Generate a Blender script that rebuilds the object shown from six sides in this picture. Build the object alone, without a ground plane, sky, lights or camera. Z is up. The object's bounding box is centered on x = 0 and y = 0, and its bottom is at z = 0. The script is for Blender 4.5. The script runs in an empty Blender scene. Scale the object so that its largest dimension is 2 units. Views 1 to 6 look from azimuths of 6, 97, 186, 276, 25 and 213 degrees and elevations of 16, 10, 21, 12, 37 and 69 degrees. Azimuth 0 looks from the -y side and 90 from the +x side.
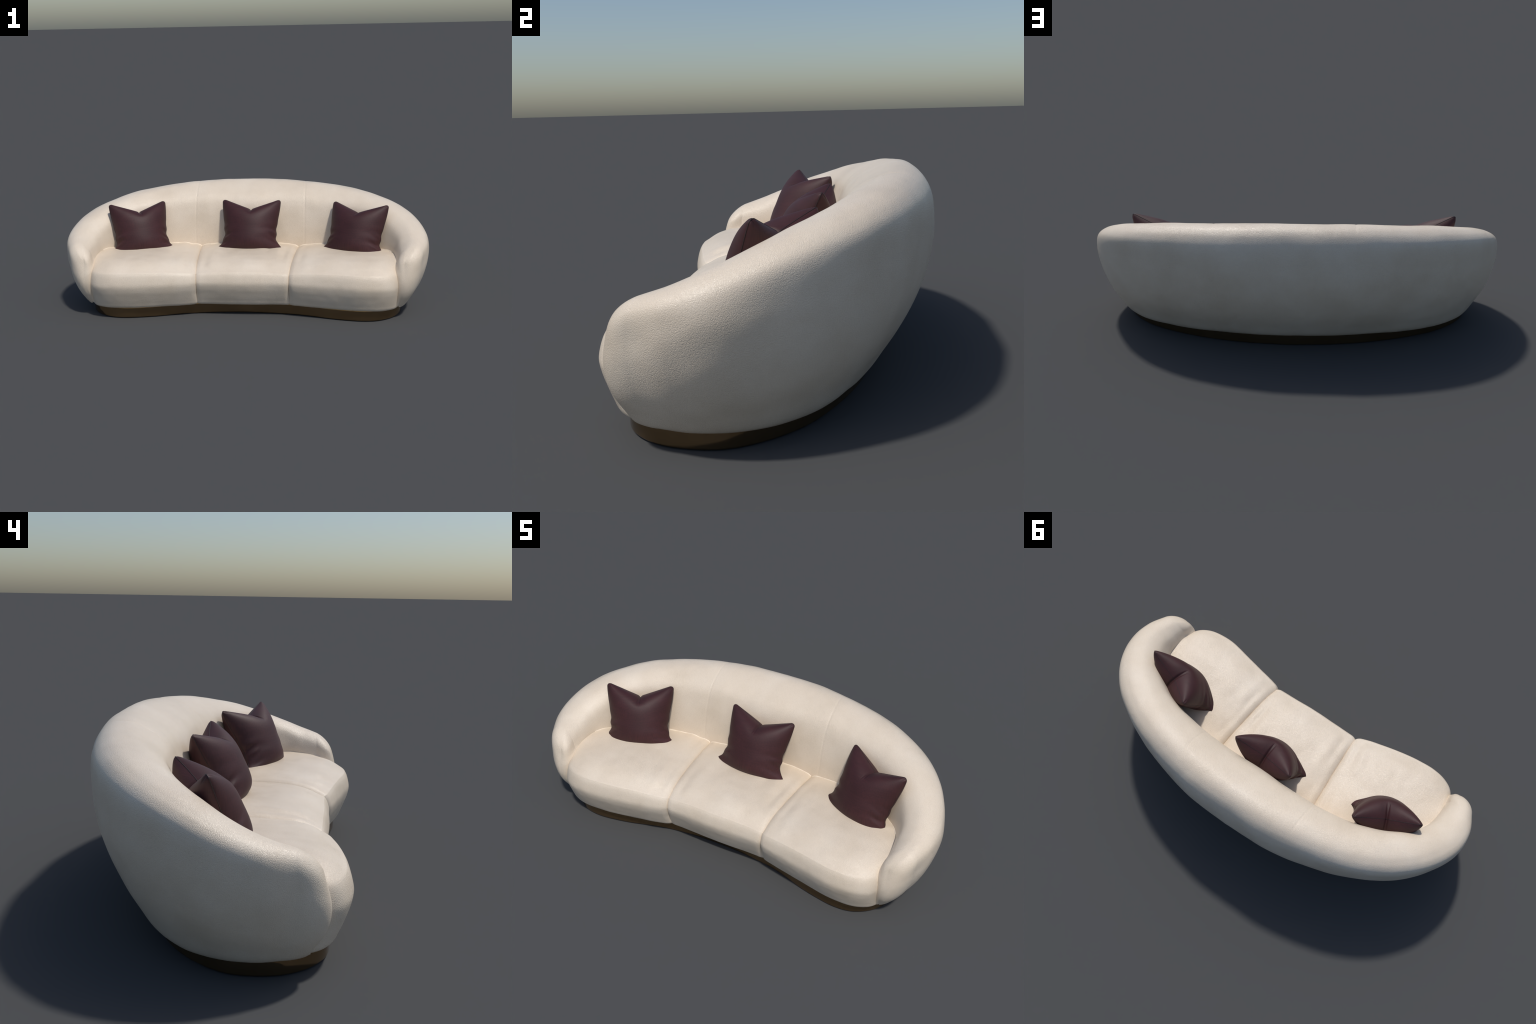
"""Curved three-seat leather sofa with three throw pillows on a dark bronze plinth."""
import bpy
import math
import numpy as np
from mathutils import Vector, noise
from mathutils.bvhtree import BVHTree

noise.seed_set(7)


# ------------------------------------------------------------------ helpers
def catmull(points, n_per, centripetal=0.5):
    """Dense centripetal Catmull-Rom curve through the points (open)."""
    p = np.asarray(points, float)
    p = np.vstack([2 * p[0] - p[1], p, 2 * p[-1] - p[-2]])
    out = []
    for i in range(1, len(p) - 2):
        p0, p1, p2, p3 = p[i - 1 : i + 3]
        k = lambda a, b: max(np.linalg.norm(b - a), 1e-6) ** centripetal
        t0 = 0.0
        t1 = t0 + k(p0, p1)
        t2 = t1 + k(p1, p2)
        t3 = t2 + k(p2, p3)
        last = i == len(p) - 3
        for t in np.linspace(t1, t2, n_per + 1)[: None if last else -1]:
            a1 = (t1 - t) / (t1 - t0) * p0 + (t - t0) / (t1 - t0) * p1
            a2 = (t2 - t) / (t2 - t1) * p1 + (t - t1) / (t2 - t1) * p2
            a3 = (t3 - t) / (t3 - t2) * p2 + (t - t2) / (t3 - t2) * p3
            b1 = (t2 - t) / (t2 - t0) * a1 + (t - t0) / (t2 - t0) * a2
            b2 = (t3 - t) / (t3 - t1) * a2 + (t - t1) / (t3 - t1) * a3
            out.append((t2 - t) / (t2 - t1) * b1 + (t - t1) / (t2 - t1) * b2)
    return np.array(out)


def resample(curve, n):
    """n points evenly spaced by arc length along a polyline."""
    d = np.r_[0, np.cumsum(np.linalg.norm(np.diff(curve, axis=0), axis=1))]
    s = np.linspace(0, d[-1], n)
    return np.stack([np.interp(s, d, curve[:, k]) for k in range(curve.shape[1])], -1)


def smooth(e0, e1, x):
    t = np.clip((np.asarray(x, float) - e0) / (e1 - e0), 0, 1)
    return t * t * (3 - 2 * t)


def grid_normals(P):
    """Area-weighted vertex normals of a grid surface."""
    f = np.cross(P[1:, 1:] - P[:-1, :-1], P[:-1, 1:] - P[1:, :-1])
    n = np.zeros_like(P)
    for a in (slice(0, -1), slice(1, None)):
        for b in (slice(0, -1), slice(1, None)):
            n[a, b] += f
    return n / (np.linalg.norm(n, axis=-1, keepdims=True) + 1e-12)


def wobble(P, scale, seed=0.0):
    """Smooth value noise at every grid point."""
    flat = P.reshape(-1, 3)
    return np.array([noise.noise(Vector((p[0] * scale + seed, p[1] * scale, p[2] * scale))) for p in flat]).reshape(P.shape[:-1])


def grid_faces(n, m, flip=False):
    f = []
    for i in range(n - 1):
        for j in range(m - 1):
            q = (i * m + j, (i + 1) * m + j, (i + 1) * m + j + 1, i * m + j + 1)
            f.append(q[::-1] if flip else q)
    return f


def mesh_object(name, verts, faces, material, parent=None, normals=None):
    me = bpy.data.meshes.new(name)
    me.from_pydata([tuple(map(float, v)) for v in verts], [], faces)
    me.validate()
    me.polygons.foreach_set("use_smooth", [True] * len(me.polygons))
    me.materials.append(material)
    if normals is not None:
        me.normals_split_custom_set_from_vertices([tuple(map(float, v)) for v in normals])
    me.update()
    ob = bpy.data.objects.new(name, me)
    bpy.context.scene.collection.objects.link(ob)
    ob.parent = parent
    return ob


def empty(name, location=(0, 0, 0)):
    ob = bpy.data.objects.new(name, None)
    ob.empty_display_size = 0.1
    ob.location = location
    bpy.context.scene.collection.objects.link(ob)
    return ob


def tube(name, path, radius, material, parent, closed=False, sides=8):
    p = np.asarray(path, float)
    n = len(p)
    t = np.gradient(p, axis=0) if not closed else np.roll(p, -1, 0) - np.roll(p, 1, 0)
    t /= np.linalg.norm(t, axis=1, keepdims=True) + 1e-12
    up = np.array([0.0, 0.0, 1.0])
    a = np.cross(t, up + 0.01)
    a /= np.linalg.norm(a, axis=1, keepdims=True) + 1e-12
    b = np.cross(t, a)
    r = radius if np.ndim(radius) else np.full(n, radius)
    verts, faces = [], []
    for i in range(n):
        for k in range(sides):
            w = 2 * math.pi * k / sides
            verts.append(p[i] + r[i] * (math.cos(w) * a[i] + math.sin(w) * b[i]))
    for i in range(n if closed else n - 1):
        j = (i + 1) % n
        for k in range(sides):
            l = (k + 1) % sides
            faces.append((i * sides + k, i * sides + l, j * sides + l, j * sides + k))
    return mesh_object(name, verts, faces, material, parent)


# ---------------------------------------------------------------- materials
def new_material(name):
    m = bpy.data.materials.new(name)
    m.use_nodes = True
    nt = m.node_tree
    return m, nt, nt.nodes["Principled BSDF"]


def node(nt, kind, **inputs):
    n = nt.nodes.new(kind)
    for k, v in inputs.items():
        if k in n.inputs:
            n.inputs[k].default_value = v
        else:
            setattr(n, k, v)
    return n


def ramp(nt, fac, stops):
    r = nt.nodes.new("ShaderNodeValToRGB")
    while len(r.color_ramp.elements) < len(stops):
        r.color_ramp.elements.new(0.5)
    for e, (pos, col) in zip(r.color_ramp.elements, stops):
        e.position = pos
        e.color = (*col, 1)
    nt.links.new(fac, r.inputs["Fac"])
    return r


def leather_material():
    m, nt, bsdf = new_material("cream_leather")
    L = nt.links.new
    co = nt.nodes.new("ShaderNodeTexCoord").outputs["Object"]
    mottled = node(nt, "ShaderNodeTexNoise", Scale=5.0, Detail=4.0, Roughness=0.55)
    L(co, mottled.inputs["Vector"])
    col = ramp(nt, mottled.outputs["Fac"], [(0.32, CREAM_DARK), (0.5, CREAM), (0.7, CREAM_LIGHT)])
    # pebbled grain: small cells separated by shallow creases
    warp = node(nt, "ShaderNodeTexNoise", Scale=90.0, Detail=2.0)
    L(co, warp.inputs["Vector"])
    mix = node(nt, "ShaderNodeMixRGB", blend_type="LINEAR_LIGHT", Fac=0.004)
    L(co, mix.inputs["Color1"])
    L(warp.outputs["Color"], mix.inputs["Color2"])
    cells = node(nt, "ShaderNodeTexVoronoi", feature="F1", Scale=450.0)
    L(mix.outputs["Color"], cells.inputs["Vector"])
    fine = node(nt, "ShaderNodeTexNoise", Scale=600.0, Detail=2.0, Roughness=0.5)
    L(co, fine.inputs["Vector"])
    height = node(nt, "ShaderNodeMath", operation="ADD")
    inv = node(nt, "ShaderNodeMath", operation="MULTIPLY")
    inv.inputs[1].default_value = -1.0
    L(cells.outputs["Distance"], inv.inputs[0])
    L(inv.outputs[0], height.inputs[0])
    soft = node(nt, "ShaderNodeMath", operation="MULTIPLY")
    soft.inputs[1].default_value = 0.25
    L(fine.outputs["Fac"], soft.inputs[0])
    L(soft.outputs[0], height.inputs[1])
    grain = node(nt, "ShaderNodeMixRGB", blend_type="MULTIPLY", Fac=0.30)
    g = ramp(nt, cells.outputs["Distance"], [(0.1, (1, 1, 1)), (0.75, (0.72, 0.68, 0.64))])
    L(col.outputs["Color"], grain.inputs["Color1"])
    L(g.outputs["Color"], grain.inputs["Color2"])
    L(grain.outputs["Color"], bsdf.inputs["Base Color"])
    # large soft dents of the hide over the filling
    lumps = node(nt, "ShaderNodeTexNoise", Scale=9.0, Detail=2.0)
    L(co, lumps.inputs["Vector"])
    b0 = node(nt, "ShaderNodeBump", Strength=0.25, Distance=0.010)
    L(lumps.outputs["Fac"], b0.inputs["Height"])
    b1 = node(nt, "ShaderNodeBump", Strength=0.6, Distance=0.0011)
    L(height.outputs[0], b1.inputs["Height"])
    L(b0.outputs["Normal"], b1.inputs["Normal"])
    L(b1.outputs["Normal"], bsdf.inputs["Normal"])
    rough = ramp(nt, mottled.outputs["Fac"], [(0.3, (0.30,) * 3), (0.7, (0.38,) * 3)])
    L(rough.outputs["Color"], bsdf.inputs["Roughness"])
    bsdf.inputs["Specular IOR Level"].default_value = 0.4
    # satin finish over the grain
    bsdf.inputs["Coat Weight"].default_value = 0.22
    bsdf.inputs["Coat Roughness"].default_value = 0.41
    L(b0.outputs["Normal"], bsdf.inputs["Coat Normal"])
    return m


def pale_line_material():
    m, nt, bsdf = new_material("pale_line")
    L = nt.links.new
    co = nt.nodes.new("ShaderNodeTexCoord").outputs["Object"]
    n = node(nt, "ShaderNodeTexNoise", Scale=40.0, Detail=3.0)
    L(co, n.inputs["Vector"])
    c = ramp(nt, n.outputs["Fac"], [(0.3, CREAM), (0.6, PALE_LINE)])
    L(c.outputs["Color"], bsdf.inputs["Base Color"])
    bsdf.inputs["Roughness"].default_value = 0.5
    return m


def pillow_material():
    m, nt, bsdf = new_material("maroon_leather")
    L = nt.links.new
    co = nt.nodes.new("ShaderNodeTexCoord").outputs["Object"]
    n = node(nt, "ShaderNodeTexNoise", Scale=9.0, Detail=3.0)
    L(co, n.inputs["Vector"])
    c = ramp(nt, n.outputs["Fac"], [(0.3, MAROON_DARK), (0.7, MAROON)])
    # slub of the weave: streaks up the pillow and, fainter, across it
    hs = []
    for s, w in (((300.0, 300.0, 9.0), 1.0), ((14.0, 14.0, 300.0), 0.6)):
        mp = node(nt, "ShaderNodeMapping")
        mp.inputs["Scale"].default_value = s
        L(co, mp.inputs["Vector"])
        t = node(nt, "ShaderNodeTexNoise", Scale=1.0, Detail=2.0)
        L(mp.outputs["Vector"], t.inputs["Vector"])
        mu = node(nt, "ShaderNodeMath", operation="MULTIPLY")
        mu.inputs[1].default_value = w
        L(t.outputs["Fac"], mu.inputs[0])
        hs.append(mu)
    add = node(nt, "ShaderNodeMath", operation="ADD")
    L(hs[0].outputs[0], add.inputs[0])
    L(hs[1].outputs[0], add.inputs[1])
    g = ramp(nt, add.outputs[0], [(0.55, (0.8, 0.8, 0.8)), (1.0, (1.2, 1.15, 1.15))])
    mul = node(nt, "ShaderNodeMixRGB", blend_type="MULTIPLY", Fac=1.0)
    L(c.outputs["Color"], mul.inputs["Color1"])
    L(g.outputs["Color"], mul.inputs["Color2"])
    L(mul.outputs["Color"], bsdf.inputs["Base Color"])
    b = node(nt, "ShaderNodeBump", Strength=0.15, Distance=0.001)
    L(add.outputs[0], b.inputs["Height"])
    L(b.outputs["Normal"], bsdf.inputs["Normal"])
    bsdf.inputs["Roughness"].default_value = 0.58
    bsdf.inputs["Specular IOR Level"].default_value = 0.38
    return m


def seam_material():
    m, nt, bsdf = new_material("dark_seam")
    bsdf.inputs["Base Color"].default_value = (0.02, 0.012, 0.012, 1)
    bsdf.inputs["Roughness"].default_value = 0.6
    return m


def bronze_material():
    m, nt, bsdf = new_material("dark_bronze")
    L = nt.links.new
    co = nt.nodes.new("ShaderNodeTexCoord").outputs["Object"]
    n = node(nt, "ShaderNodeTexNoise", Scale=6.0, Detail=5.0, Roughness=0.6)
    L(co, n.inputs["Vector"])
    c = ramp(nt, n.outputs["Fac"], [(0.3, BRONZE_DARK), (0.7, BRONZE)])
    L(c.outputs["Color"], bsdf.inputs["Base Color"])
    bsdf.inputs["Metallic"].default_value = 0.9
    big = node(nt, "ShaderNodeTexNoise", Scale=14.0, Detail=2.0)
    L(co, big.inputs["Vector"])
    b = node(nt, "ShaderNodeBump", Strength=0.15, Distance=0.004)
    L(big.outputs["Fac"], b.inputs["Height"])
    L(b.outputs["Normal"], bsdf.inputs["Normal"])
    bsdf.inputs["Roughness"].default_value = 0.05
    return m


CREAM = (0.82, 0.703, 0.562)
CREAM_DARK = (0.775, 0.658, 0.517)
CREAM_LIGHT = (0.858, 0.748, 0.61)
PALE_LINE = (0.93, 0.82, 0.67)
MAROON = (0.054, 0.0165, 0.0185)
MAROON_DARK = (0.041, 0.0125, 0.0135)
BRONZE = (0.32, 0.215, 0.115)
BRONZE_DARK = (0.25, 0.165, 0.085)

LEATHER, PALE_LINE_MAT = leather_material(), pale_line_material()
PILLOW, SEAM, METAL = pillow_material(), seam_material(), bronze_material()

sofa = empty("sofa")
sofa["label"] = "curved cream leather three-seat sofa with wraparound back"
sofa["category"] = "sofa"

# ------------------------------------------------------------------- plinth
# half outline on the floor, from the middle of the back round to the middle of the front
PLINTH = [(0, 0.262), (0.2, 0.247), (0.37, 0.215), (0.55, 0.155), (0.70, 0.078), (0.80, -0.015), (0.85, -0.10),
          (0.858, -0.18), (0.84, -0.265), (0.79, -0.335), (0.72, -0.378), (0.64, -0.389), (0.55, -0.377), (0.46, -0.356),
          (0.37, -0.327), (0.28, -0.304), (0.15, -0.287), (0, -0.281)]
SEAT_BOTTOM = 0.064


def mirrored(curve):
    return np.vstack([curve, (curve * [-1] + [0, 0] if False else np.c_[-curve[:, 0], curve[:, 1]])[::-1][1:-1]])


def build_plinth():
    half = np.asarray(PLINTH, float)
    full = np.vstack([half, np.c_[-half[-2:0:-1, 0], half[-2:0:-1, 1]]])
    loop = catmull(np.vstack([full, full[:1]]), 12)
    loop = resample(loop, 321)[:-1]
    n = len(loop)
    t = np.roll(loop, -1, 0) - np.roll(loop, 1, 0)
    t /= np.linalg.norm(t, axis=1, keepdims=True)
    out = np.c_[-t[:, 1], t[:, 0]]
    if (out[0] @ loop[0]) < 0:
        out = -out
    rings = [(-0.30, 0.0), (-0.006, 0.0), (-0.004, 0.001), (-0.004, 0.003), (-0.002, 0.0034), (-0.0006, 0.0042), (0.0, 0.006), (0.0, 0.04), (0.0, SEAT_BOTTOM + 0.03), (-0.06, SEAT_BOTTOM + 0.04)]
    verts, faces = [], []
    for off, z in rings:
        ring = loop * 0.6 if off < -0.2 else loop + out * off
        verts += [(x, y, z) for x, y in ring]
    for r in range(len(rings) - 1):
        for i in range(n):
            j = (i + 1) % n
            faces.append((r * n + i, (r + 1) * n + i, (r + 1) * n + j, r * n + j))
    faces.append(tuple(range(n)))
    return mesh_object("plinth", verts, faces, METAL, sofa)


build_plinth()

# ----------------------------------------------------- backrest and arms
# Stations run from the middle of the back (first) to the nose of the arm (last).
BASE_OUT = [(0.000, 0.272), (0.199, 0.262), (0.387, 0.231), (0.567, 0.176), (0.716, 0.101), (0.815, 0.007), (0.863, -0.094), (0.874, -0.185), (0.865, -0.264)]
BASE_HEIGHT = [0.057, 0.056, 0.055, 0.051, 0.047, 0.047, 0.048, 0.050, 0.056]
WIDEST = [(0.000, 0.446, 0.432), (0.218, 0.436, 0.432), (0.430, 0.392, 0.432), (0.625, 0.322, 0.420), (0.795, 0.217, 0.407), (0.925, 0.073, 0.385), (0.994, -0.080, 0.357), (0.991, -0.210, 0.323), (0.949, -0.307, 0.285)]
CREST = [(0.000, 0.336, 0.626), (0.204, 0.323, 0.623), (0.398, 0.282, 0.609), (0.571, 0.217, 0.587), (0.714, 0.128, 0.555), (0.827, 0.012, 0.512), (0.892, -0.106, 0.460), (0.903, -0.212, 0.416), (0.889, -0.288, 0.389)]
WALL = [(0, .137, .46), (.20, .140, .46), (.39, .128, .455), (.56, .088, .445), (.69, .020, .425), (.77, -.065, .39), (.811, -.15, .355), (.819, -.225, .328), (.820, -.300, .302)]
SEATLINE = [(0, .120), (.20, .115), (.38, .100), (.54, .062), (.675, .0), (.755, -.075), (.802, -.15), (.814, -.225), (.810, -.295)]


# extra fullness of the outer shoulder at each station
# The nose of the arm: spine of the rounded end (height, x, y) and its reach (x, y, z) forwards.
NOSE = [(.068, .846, -.268, -.016, -.070, 0), (.16, .866, -.288, -.024, -.093, -.012), (.25, .881, -.298, -.032, -.092, -.030), (.345, .883, -.290, -.032, -.076, -.033)]
SHOULDER = [0.004, 0.007, 0.011, 0.018, 0.019, 0.013, 0.002, 0.005, 0.009]
# the left arm is a little fuller than the right one
LEFT_EXTRA = [0.0, 0.0, 0.0, 0.0, 0.001, 0.004, 0.007, 0.002, 0.0]


def between(a, b, fx, fz):
    a, b = np.asarray(a, float), np.asarray(b, float)
    f = np.array([fx, fx, fz])
    return a + (b - a) * f


def build_side(shoulder):
    base = np.array([(*p, z) for p, z in zip(BASE_OUT, BASE_HEIGHT)])
    widest, crest, wall = (np.array(c, float) for c in (WIDEST, CREST, WALL))
    n = len(base)
    seat = np.array([(x, y, 0.285) for x, y in SEATLINE])
    under = base.copy()
    inward = seat - base
    inward[:, 2] = 0
    lenin = np.linalg.norm(inward, axis=1, keepdims=True)
    under = base + inward / np.maximum(lenin, 1e-6) * np.minimum(0.05, lenin * 0.4)
    under[:, 2] += 0.01
    tuck = seat.copy()
    tuck[:, 2] = SEAT_BOTTOM - 0.001
    outward = widest - wall
    outward[:, 2] = 0
    outward /= np.linalg.norm(outward, axis=1, keepdims=True)
    full_out = (outward + [0, 0, 0.8]) * np.asarray(shoulder, float)[:, None]
    levels = [under, base, between(base, widest, 0.35, 0.19), between(base, widest, 0.66, 0.42), between(base, widest, 0.89, 0.69), widest,
              between(widest, crest, 0.17, 0.63) + full_out, between(widest, crest, 0.55, 0.92) + full_out * 0.7, crest,
              between(crest, wall, 0.40, 0.155), between(crest, wall, 0.78, 0.47), wall, seat, tuck]
    # along the path
    along = [catmull(l, 48) for l in levels]
    nu = len(along[0])
    section = np.array([catmull(np.array([a[i] for a in along]), 9) for i in range(nu)])
    return np.vstack([section, nose_dome(section[-1], section[-5])])


def build_shell():
    right = build_side(SHOULDER)
    left = build_side(np.add(SHOULDER, LEFT_EXTRA))
    return np.vstack([left[::-1] * [-1, 1, 1], right[1:]])


def nose_dome(last, before, rings=30):
    """Round the cut end of the arm off forwards, round a spine that stands inside it."""
    spine = catmull(NOSE, 40)
    m = len(last)
    per = 9
    # height on the spine that each level of the section closes on
    marks = [0.064, 0.069, 0.105, 0.170, 0.225, 0.275, 0.318, 0.335, 0.342, 0.336, 0.325, 0.295, 0.255, 0.075]
    h = np.interp(np.arange(m), np.arange(len(marks)) * per, marks)
    at = lambda k: np.interp(h, spine[:, 0], spine[:, k])
    core = np.stack([at(1), at(2), h], -1)
    reach = np.stack([at(3), at(4), at(5)], -1)
    onward = last - before                               # leave the arm in the direction it arrives
    onward *= np.linalg.norm(reach, axis=1, keepdims=True) / np.maximum(np.linalg.norm(onward, axis=1, keepdims=True), 1e-9)
    out = []
    for k in range(1, rings + 1):
        w = k / rings * math.pi / 2
        out.append(core + (last - core) * math.cos(w) + reach * math.sin(w) + 0.08 * (onward - reach) * (math.sin(w) * math.cos(w) ** 2))
    return np.array(out)


shell = build_shell()
nrm = grid_normals(shell)
if nrm[len(nrm) // 2, 40] @ np.array([0, 1.0, 0]) < 0:
    nrm = -nrm
PANEL = 0.318  # the two vertical seams of the back


def join_noses(P, N):
    """The two sides of each arm end meet on one line: give them one common normal there."""
    for end in (0, -1):
        line = P[end]
        spine = catmull(NOSE, 40)
        front = spine[:, 1:3] + spine[:, 3:5]
        front = np.c_[front, spine[:, 0] + spine[:, 5]]
        slope = np.gradient(front, axis=0)
        across = np.cross(slope, [1.0, -0.06, 0.0])
        across *= -np.sign(across[:, 1:2])
        f = np.stack([np.interp(line[:, 2], front[:, 2], across[:, k]) for k in (0, 1, 2)], -1)
        if end == 0:
            f[:, 0] *= -1
        N[end] = f / np.linalg.norm(f, axis=1, keepdims=True)
        for k in range(1, 5):                            # ease into the neighbours
            i = k if end == 0 else -1 - k
            m = N[end] * (1 - k / 5) ** 2 + N[i] * (1 - (1 - k / 5) ** 2)
            N[i] = m / np.linalg.norm(m, axis=1, keepdims=True)
    return N


join_noses(shell, nrm)


def dress_shell(P, N):
    """Seam grooves of the back panels and the soft unevenness of the stuffing."""
    nu, nv = P.shape[:2]
    mid = nu // 2
    x = P[..., 0]
    d = np.minimum(np.abs(x - PANEL), np.abs(x + PANEL))
    back = (P[..., 1] > 0.05)
    groove = -0.0013 * np.exp(-(d / 0.0034) ** 2) - 0.0009 * np.exp(-(d / 0.03) ** 2)
    inner = smooth(59, 71, np.arange(nv))[None, :]        # the seams fade out over the top of the rim
    # stretched ridge of hide along the outer shoulder
    j = np.arange(nv)[None, :]
    ridge = 0.0011 * np.exp(-((j - 59.0) / 1.5) ** 2) * (0.45 + 0.8 * wobble(P, 5.0, 2.0))
    ridge = ridge * smooth(0.12, 0.3, 1 - np.abs(np.linspace(-1, 1, nu)))[:, None]
    lump = 0.003 * wobble(P, 5.0) + 0.0012 * wobble(P, 13.0, 5.0)
    fade = np.ones(nv)
    fade[:12] = smooth(0, 12, np.arange(12))
    return P + N * ((groove * back * inner) + ridge + lump * fade)[..., None]


shell = dress_shell(shell, nrm)


def split_shell(P):
    """One continuous surface, cut at the two back seams into a back and two arms."""
    nu, nv = P.shape[:2]
    N = grid_normals(P)
    if N[nu // 2, 40] @ np.array([0, 1.0, 0]) < 0:
        N = -N
    join_noses(P, N)
    xs = P[:, 69, 0]
    i0 = int(np.argmin(np.abs(xs + PANEL)))
    i1 = int(np.argmin(np.abs(xs - PANEL)))
    for name, a, b in (("arm", 0, i0), ("backrest", i0, i1), ("arm", i1, nu - 1)):
        sub, sn = P[a : b + 1], N[a : b + 1]
        n, m = sub.shape[:2]
        verts = list(sub.reshape(-1, 3))
        norms = list(sn.reshape(-1, 3))
        faces = grid_faces(n, m)
        me_faces = faces
        # face winding must agree with the normals
        f = faces[(n // 2) * (m - 1) + 40]
        v = [np.array(verts[q]) for q in f]
        if np.cross(v[1] - v[0], v[2] - v[0]) @ sn[n // 2, 40] < 0:
            me_faces = [q[::-1] for q in faces]
        mesh_object(name, verts, me_faces, LEATHER, sofa, normals=norms)


split_shell(shell)

# ------------------------------------------------------------ seat cushions
# plan of the most forward line of each cushion and of its back edge
FRONT_MIDDLE = [(-0.250, -0.372), (-0.17, -0.371), (0, -0.374), (0.17, -0.371), (0.250, -0.372)]
FRONT_END = [(0.246, -0.374), (0.30, -0.393), (0.38, -0.412), (0.50, -0.438), (0.60, -0.450), (0.68, -0.453), (0.745, -0.442), (0.795, -0.415), (0.826, -0.372), (0.848, -0.325), (0.865, -0.295)]
FRONT_RIGHT = [(0.246, -0.374), (0.30, -0.388), (0.38, -0.405), (0.50, -0.430)] + FRONT_END[4:]
BACK_MIDDLE = [(-0.292, 0.19), (0, 0.20), (0.292, 0.19)]
BACK_END = [(0.290, 0.19), (0.40, 0.175), (0.53, 0.14), (0.64, 0.08), (0.72, 0.02), (0.78, -0.05), (0.82, -0.12), (0.845, -0.18), (0.865, -0.235)]
# vertical profile: inset behind the front line, height
PROFILE = [(0.110, 0.060), (0.060, 0.059), (0.046, 0.066), (0.033, 0.092), (0.017, 0.130), (0.005, 0.164), (0.0, 0.195), (0.005, 0.224), (0.013, 0.248),
           (0.0190, 0.2590), (0.0205, 0.2612), (0.0232, 0.2632), (0.035, 0.2695), (0.052, 0.2795), (0.078, 0.2930), (0.112, 0.3045), (0.16, 0.3120), (0.24, 0.3165), (0.32, 0.3165)]
# the same, where the cushion rounds off without a crease towards the arm
ROUNDED = PROFILE[:4] + [(0.0175, 0.130), (0.0062, 0.160), (0.0, 0.186), (0.005, 0.212), (0.014, 0.236), (0.0220, 0.2500), (0.0260, 0.2550), (0.0310, 0.2603),
                         (0.043, 0.2700), (0.060, 0.2805), (0.086, 0.2930), (0.118, 0.3030), (0.163, 0.3110), (0.24, 0.3165), (0.32, 0.3165)]
TOP = PROFILE[-1][1]
EDGE = 0.030


def shell_tree(P):
    nu, nv = P.shape[:2]
    return BVHTree.FromPolygons([tuple(map(float, v)) for v in P.reshape(-1, 3)], grid_faces(nu, nv))


SHELL_TREE = shell_tree(shell)


def build_junction_line(P, cushion):
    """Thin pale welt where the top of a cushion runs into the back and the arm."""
    path = []
    for row in P:
        if abs(row[45][0]) > 0.80:
            continue
        for k in range(60, len(row) - 1):
            a, b = Vector(row[k]), Vector(row[k + 1])
            if (b - a).length < 1e-5:
                continue
            hit = SHELL_TREE.ray_cast(a, (b - a).normalized(), (b - a).length)
            if hit[0] is not None:
                path.append(np.array(hit[0]))
                break
    if len(path) < 8:
        return
    path = resample(np.array(path), 160)
    k = np.ones(5) / 5
    inner = np.stack([np.convolve(path[:, c], k, "valid") for c in range(3)], -1)
    radius = 0.0024 + 0.0008 * np.array([noise.noise(Vector(p * 35)) for p in inner])
    tube("junction_line", inner + [0, 0, 0.0006], radius, PALE_LINE_MAT, cushion)


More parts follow.
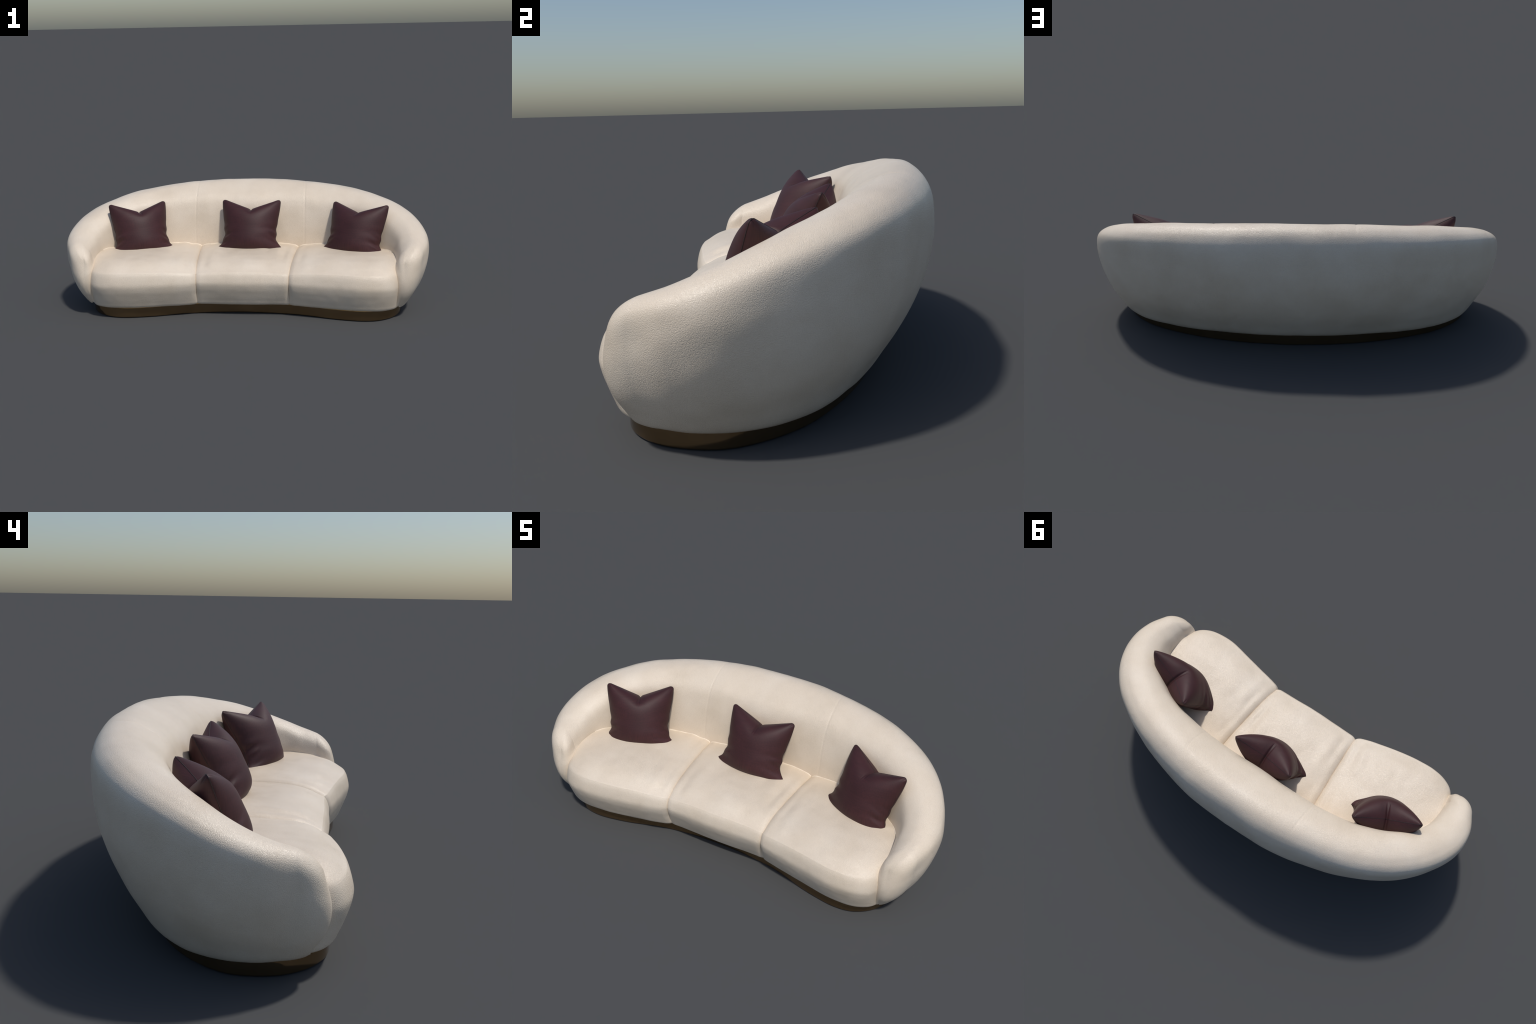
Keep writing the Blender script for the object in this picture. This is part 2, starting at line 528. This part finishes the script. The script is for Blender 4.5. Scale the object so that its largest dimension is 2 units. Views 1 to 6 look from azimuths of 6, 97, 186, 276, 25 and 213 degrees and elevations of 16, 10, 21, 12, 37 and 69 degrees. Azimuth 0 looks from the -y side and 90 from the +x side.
def build_cushion(front, back, closed_sides, mirror=False, drop=0.026, sink=0.0):
    na = 111
    lin = np.linspace(-1, 1, na)
    a = np.sign(lin) * (1 - (1 - np.abs(lin)) ** 1.7)     # denser towards the sides
    F = resample(catmull(front, 16), 2001)
    B = resample(catmull(back, 16), 2001)
    idx = (a + 1) / 2 * 2000
    F = np.stack([np.interp(idx, np.arange(2001), F[:, k]) for k in (0, 1)], -1)
    B = np.stack([np.interp(idx, np.arange(2001), B[:, k]) for k in (0, 1)], -1)
    creased, rounded = catmull(PROFILE, 6, 0.5), catmull(ROUNDED, 6, 0.5)
    width = np.linalg.norm(np.diff(F, axis=0), axis=1).sum() / 2
    rows = []
    for i in range(na):
        side = -1 if a[i] < 0 else 1
        r = 0.0
        if side in closed_sides:
            e = (1 - abs(a[i])) * width
            if e < EDGE:
                r = EDGE * 0.58 * (1 - math.sqrt(max(0.0, 1 - (1 - e / EDGE) ** 2)))
        soft = 0.0 if 1 in closed_sides else 1.0 * float(smooth(0.0, 0.8, a[i]))
        prof = creased + (rounded - creased) * soft
        pd = np.gradient(prof, axis=0)
        pd /= np.linalg.norm(pd, axis=1, keepdims=True)
        inward_n = np.c_[pd[:, 1], -pd[:, 0]]              # into the cushion
        p = prof + inward_n * (r * (0.35 + 0.65 * smooth(0.06, 0.13, prof[:, 1])))[:, None]
        L = np.linalg.norm(B[i] - F[i])
        d = (B[i] - F[i]) / L
        armward = float(smooth(0.2, 1.0, a[i])) if 1 not in closed_sides else 0.0
        fall = 0.030 - 0.016 * armward
        tail = np.array([(0.32 + (L - 0.32) * k, TOP - fall * k * k) for k in np.linspace(0.12, 1, 14)])
        tail[:, 1] -= r
        # beyond the profile's own depth follow the line to the back edge
        keep = prof[:, 0] <= min(0.32, L * 0.9)
        p = p[: len(prof)]
        sc = min(1.0, L / 0.34)
        depth = np.r_[np.where(p[:, 0] > 0.05, 0.05 + (p[:, 0] - 0.05) * sc, p[:, 0]), tail[:, 0] if L > 0.34 else np.linspace(L * 0.97, L, 14)]
        zz = np.r_[p[:, 1], tail[:, 1]]
        # slight crown across the width
        zz = zz - (drop * (1 - 0.5 * armward) * abs(a[i]) ** 2.6 + sink) * smooth(0.17, 0.31, zz)
        rows.append(np.c_[F[i][0] + d[0] * depth, F[i][1] + d[1] * depth, zz])
    P = np.array(rows)
    if mirror:
        P = P[::-1] * [-1, 1, 1]
    N = grid_normals(P)
    if N[na // 2, -8][2] < 0:
        N = -N
    # soft folds that run beside the seams on the seat, and a calmer front
    seam = np.stack([(1 - np.abs(a)) * width if (-1 if v < 0 else 1) in closed_sides else 0 * a + 1 for v in (-1, 1)])
    e = np.where(a < 0, seam[0], seam[1])
    if mirror:
        e = e[::-1]
    fold = -0.0034 * np.exp(-((e - 0.050) / 0.016) ** 2) + 0.0030 * np.exp(-((e - 0.090) / 0.018) ** 2) - 0.0022 * np.exp(-((e - 0.135) / 0.016) ** 2)
    seat = smooth(0.255, 0.285, P[..., 2])
    fold = fold[:, None] * seat * np.clip(0.55 + 1.6 * wobble(P * [1, 1, 0], 6.0, 21.0), 0, 1.3)
    lump = (0.004 * wobble(P, 7.0, 11.0) + 0.0016 * wobble(P, 19.0, 3.0)) * (0.45 + 0.55 * seat) + fold
    P = P + N * lump[..., None]
    verts = list(P.reshape(-1, 3))
    n, m = P.shape[:2]
    faces = grid_faces(n, m)
    # flat side walls
    for i in (0, n - 1):
        c = P[i].mean(0)
        verts.append(c)
        k = len(verts) - 1
        for j in range(m - 1):
            t = (i * m + j, i * m + j + 1, k)
            faces.append(t if i == 0 else t[::-1])
        t = (i * m + m - 1, i * m, k)
        faces.append(t if i == 0 else t[::-1])
    f = faces[(n // 2) * (m - 1) + m - 10]
    v = [np.array(verts[q]) for q in f]
    if np.cross(v[1] - v[0], v[2] - v[0])[2] < 0:
        faces = [q[::-1] for q in faces]
    cushion = mesh_object("seat_cushion", verts, faces, LEATHER, sofa)
    build_junction_line(P, cushion)
    return cushion


build_cushion(FRONT_RIGHT, BACK_END, (-1,))
build_cushion(FRONT_MIDDLE, BACK_MIDDLE, (-1, 1), drop=0.014, sink=0.012)
build_cushion(FRONT_END, BACK_END, (-1,), mirror=True)

# -------------------------------------------------------------- pillows
HALF_TOP, HALF_BOTTOM, HEIGHT, NOTCH = 0.168, 0.176, 0.281, 0.062
TWIST = math.radians(8)


def pillow_point(a, b, side, seed):
    """Cover of a notched pillow: a across, b up (both -1..1), side +1 front, -1 back. Returns u, v, w."""
    # rounded corners in the plane of the seam
    r = 0.13 if b > 0 else 0.06
    aa, bb = abs(a), abs(b)
    c = 1 - r
    if aa > c and bb > c:
        px, py = (aa - c) / r, (bb - c) / r
        k = max(px, py) / max(math.hypot(px, py), 1e-9)
        aa, bb = c + r * px * k, c + r * py * k
    sa, sb = math.copysign(aa, a), math.copysign(bb, b)
    up = (sb + 1) / 2
    waist = 0.026 * float(smooth(0, 0.30, up)) * float(1 - smooth(0.30, 1.0, up) * 1.0)
    half = HALF_BOTTOM + (HALF_TOP - HALF_BOTTOM) * up - waist
    half += 0.010 * math.exp(-((up - 0.075) / 0.055) ** 2)      # flared bottom corners
    # rumpled side edges low down
    half += 0.0035 * math.sin(up * 31 + seed * 2 + (3 if a > 0 else 0)) * math.exp(-((up - 0.28) / 0.22) ** 2)
    u = sa * half
    soft = 0.02 + 0.45 * (1 - up)
    dip = NOTCH * (1 - (math.sqrt(sa * sa + soft * soft) - soft) / (math.sqrt(1 + soft * soft) - soft))
    v = -0.030 + up * (HEIGHT + 0.030 - dip * up ** 1.4)
    # thickness: a lens across, full at the bottom, rolled over at the top
    fa = max(0.0, 1 - abs(a) ** 2.0) ** ((0.74 if side > 0 else 0.62) + 0.4 * float(smooth(0.4, 0.95, -b)))
    top = 1 - max(0.0, b) ** 2.6
    fb = max(0.0, top) ** 0.52 * (1 if b > 0 else max(0.0, 1 - (-b) ** 5) ** 0.5)
    t = 0.081 * fa * fb * (1.0 if side > 0 else 1.06)
    t += 0.009 * math.sqrt(max(0.0, (1 - a ** 8) * (1 - b ** 8)))
    # pinched pleat under the notch
    near = float(smooth(0.50, 0.95, b))
    t *= 1 - 0.14 * near * math.exp(-(u / 0.03) ** 2)
    t -= 0.007 * near * fb * (math.exp(-((abs(u) - 0.005) / 0.0035) ** 2))
    v -= 0.007 * float(smooth(0.6, 1, b)) * math.exp(-(u / 0.007) ** 2)
    # creases running in from the lower corners
    w = math.exp(-((b + 0.45) / 0.3) ** 2) * math.exp(-((abs(a) - 0.9) / 0.16) ** 2) * min(1.0, (1 - abs(a)) * 12)
    t += 0.004 * w * math.sin(b * 24 + abs(a) * 9 + seed)
    return u, v, side * max(t, 0.0)


def build_pillow(location, yaw, lean, twist, seed, width=1.0):
    thing = empty("throw_pillow", location)
    thing.rotation_euler = (0, 0, yaw)
    thing["label"] = "dark maroon throw pillow with notched top"
    thing["category"] = "pillow"
    n = 97
    s = np.linspace(-1, 1, n)
    s = np.sin(s * math.pi / 2) * 0.35 + s * 0.65
    fine = np.unique(np.round(np.r_[s[np.abs(s) > 0.115], np.linspace(-0.11, 0.11, 33)], 5))
    na, nb = len(fine), n
    cl, sl = math.cos(lean), math.sin(lean)

    def place(u, v, w):
        k = twist * (v / HEIGHT - 0.5)
        u, w = u * math.cos(k) - w * math.sin(k), u * math.sin(k) + w * math.cos(k)
        # lean back: up goes backwards (+y), front is -y
        x, y, z = u, v * sl - w * cl, v * cl + w * sl
        if z < 0.012:                                    # squashed flat on the seat
            z = -0.022 + 0.034 * math.exp((z - 0.012) / 0.034)
        return (x * width, y, z)

    verts, index = [], {}
    for side in (1, -1):
        for i, a in enumerate(fine):
            for j, b in enumerate(s):
                edge = i in (0, na - 1) or j in (0, nb - 1)
                if edge and (i, j) in index:
                    index[(i, j, side)] = index[(i, j)]
                    continue
                index[(i, j, side)] = len(verts)
                if edge:
                    index[(i, j)] = len(verts)
                verts.append(place(*pillow_point(a, b, side, seed)))
    faces = []
    for side in (1, -1):
        for i in range(na - 1):
            for j in range(nb - 1):
                q = [index[(i, j, side)], index[(i + 1, j, side)], index[(i + 1, j + 1, side)], index[(i, j + 1, side)]]
                faces.append(tuple(q if side > 0 else q[::-1]))
    cover = mesh_object("cover", verts, faces, PILLOW, thing)
    # stitched seam that runs round the rim
    rim = [(-1, b) for b in s[1:]] + [(a, 1) for a in fine[1:-1]] + [(1, b) for b in s[::-1][:-1]]
    path = resample(np.array([place(*pillow_point(a, b, 1, seed)) for a, b in rim]), 260)
    tube("seam", path, 0.0011, SEAM, thing, sides=6)
    return thing


build_pillow((0.010, -0.012, 0.299), math.radians(-2), math.radians(26), TWIST * 0.2, 0.3)
build_pillow((-0.592, -0.077, 0.297), math.radians(24), math.radians(26), -TWIST, 1.7, 0.98)
build_pillow((0.590, -0.079, 0.297), math.radians(-22.5), math.radians(26), TWIST, 3.1, 0.995)

bpy.context.view_layer.update()
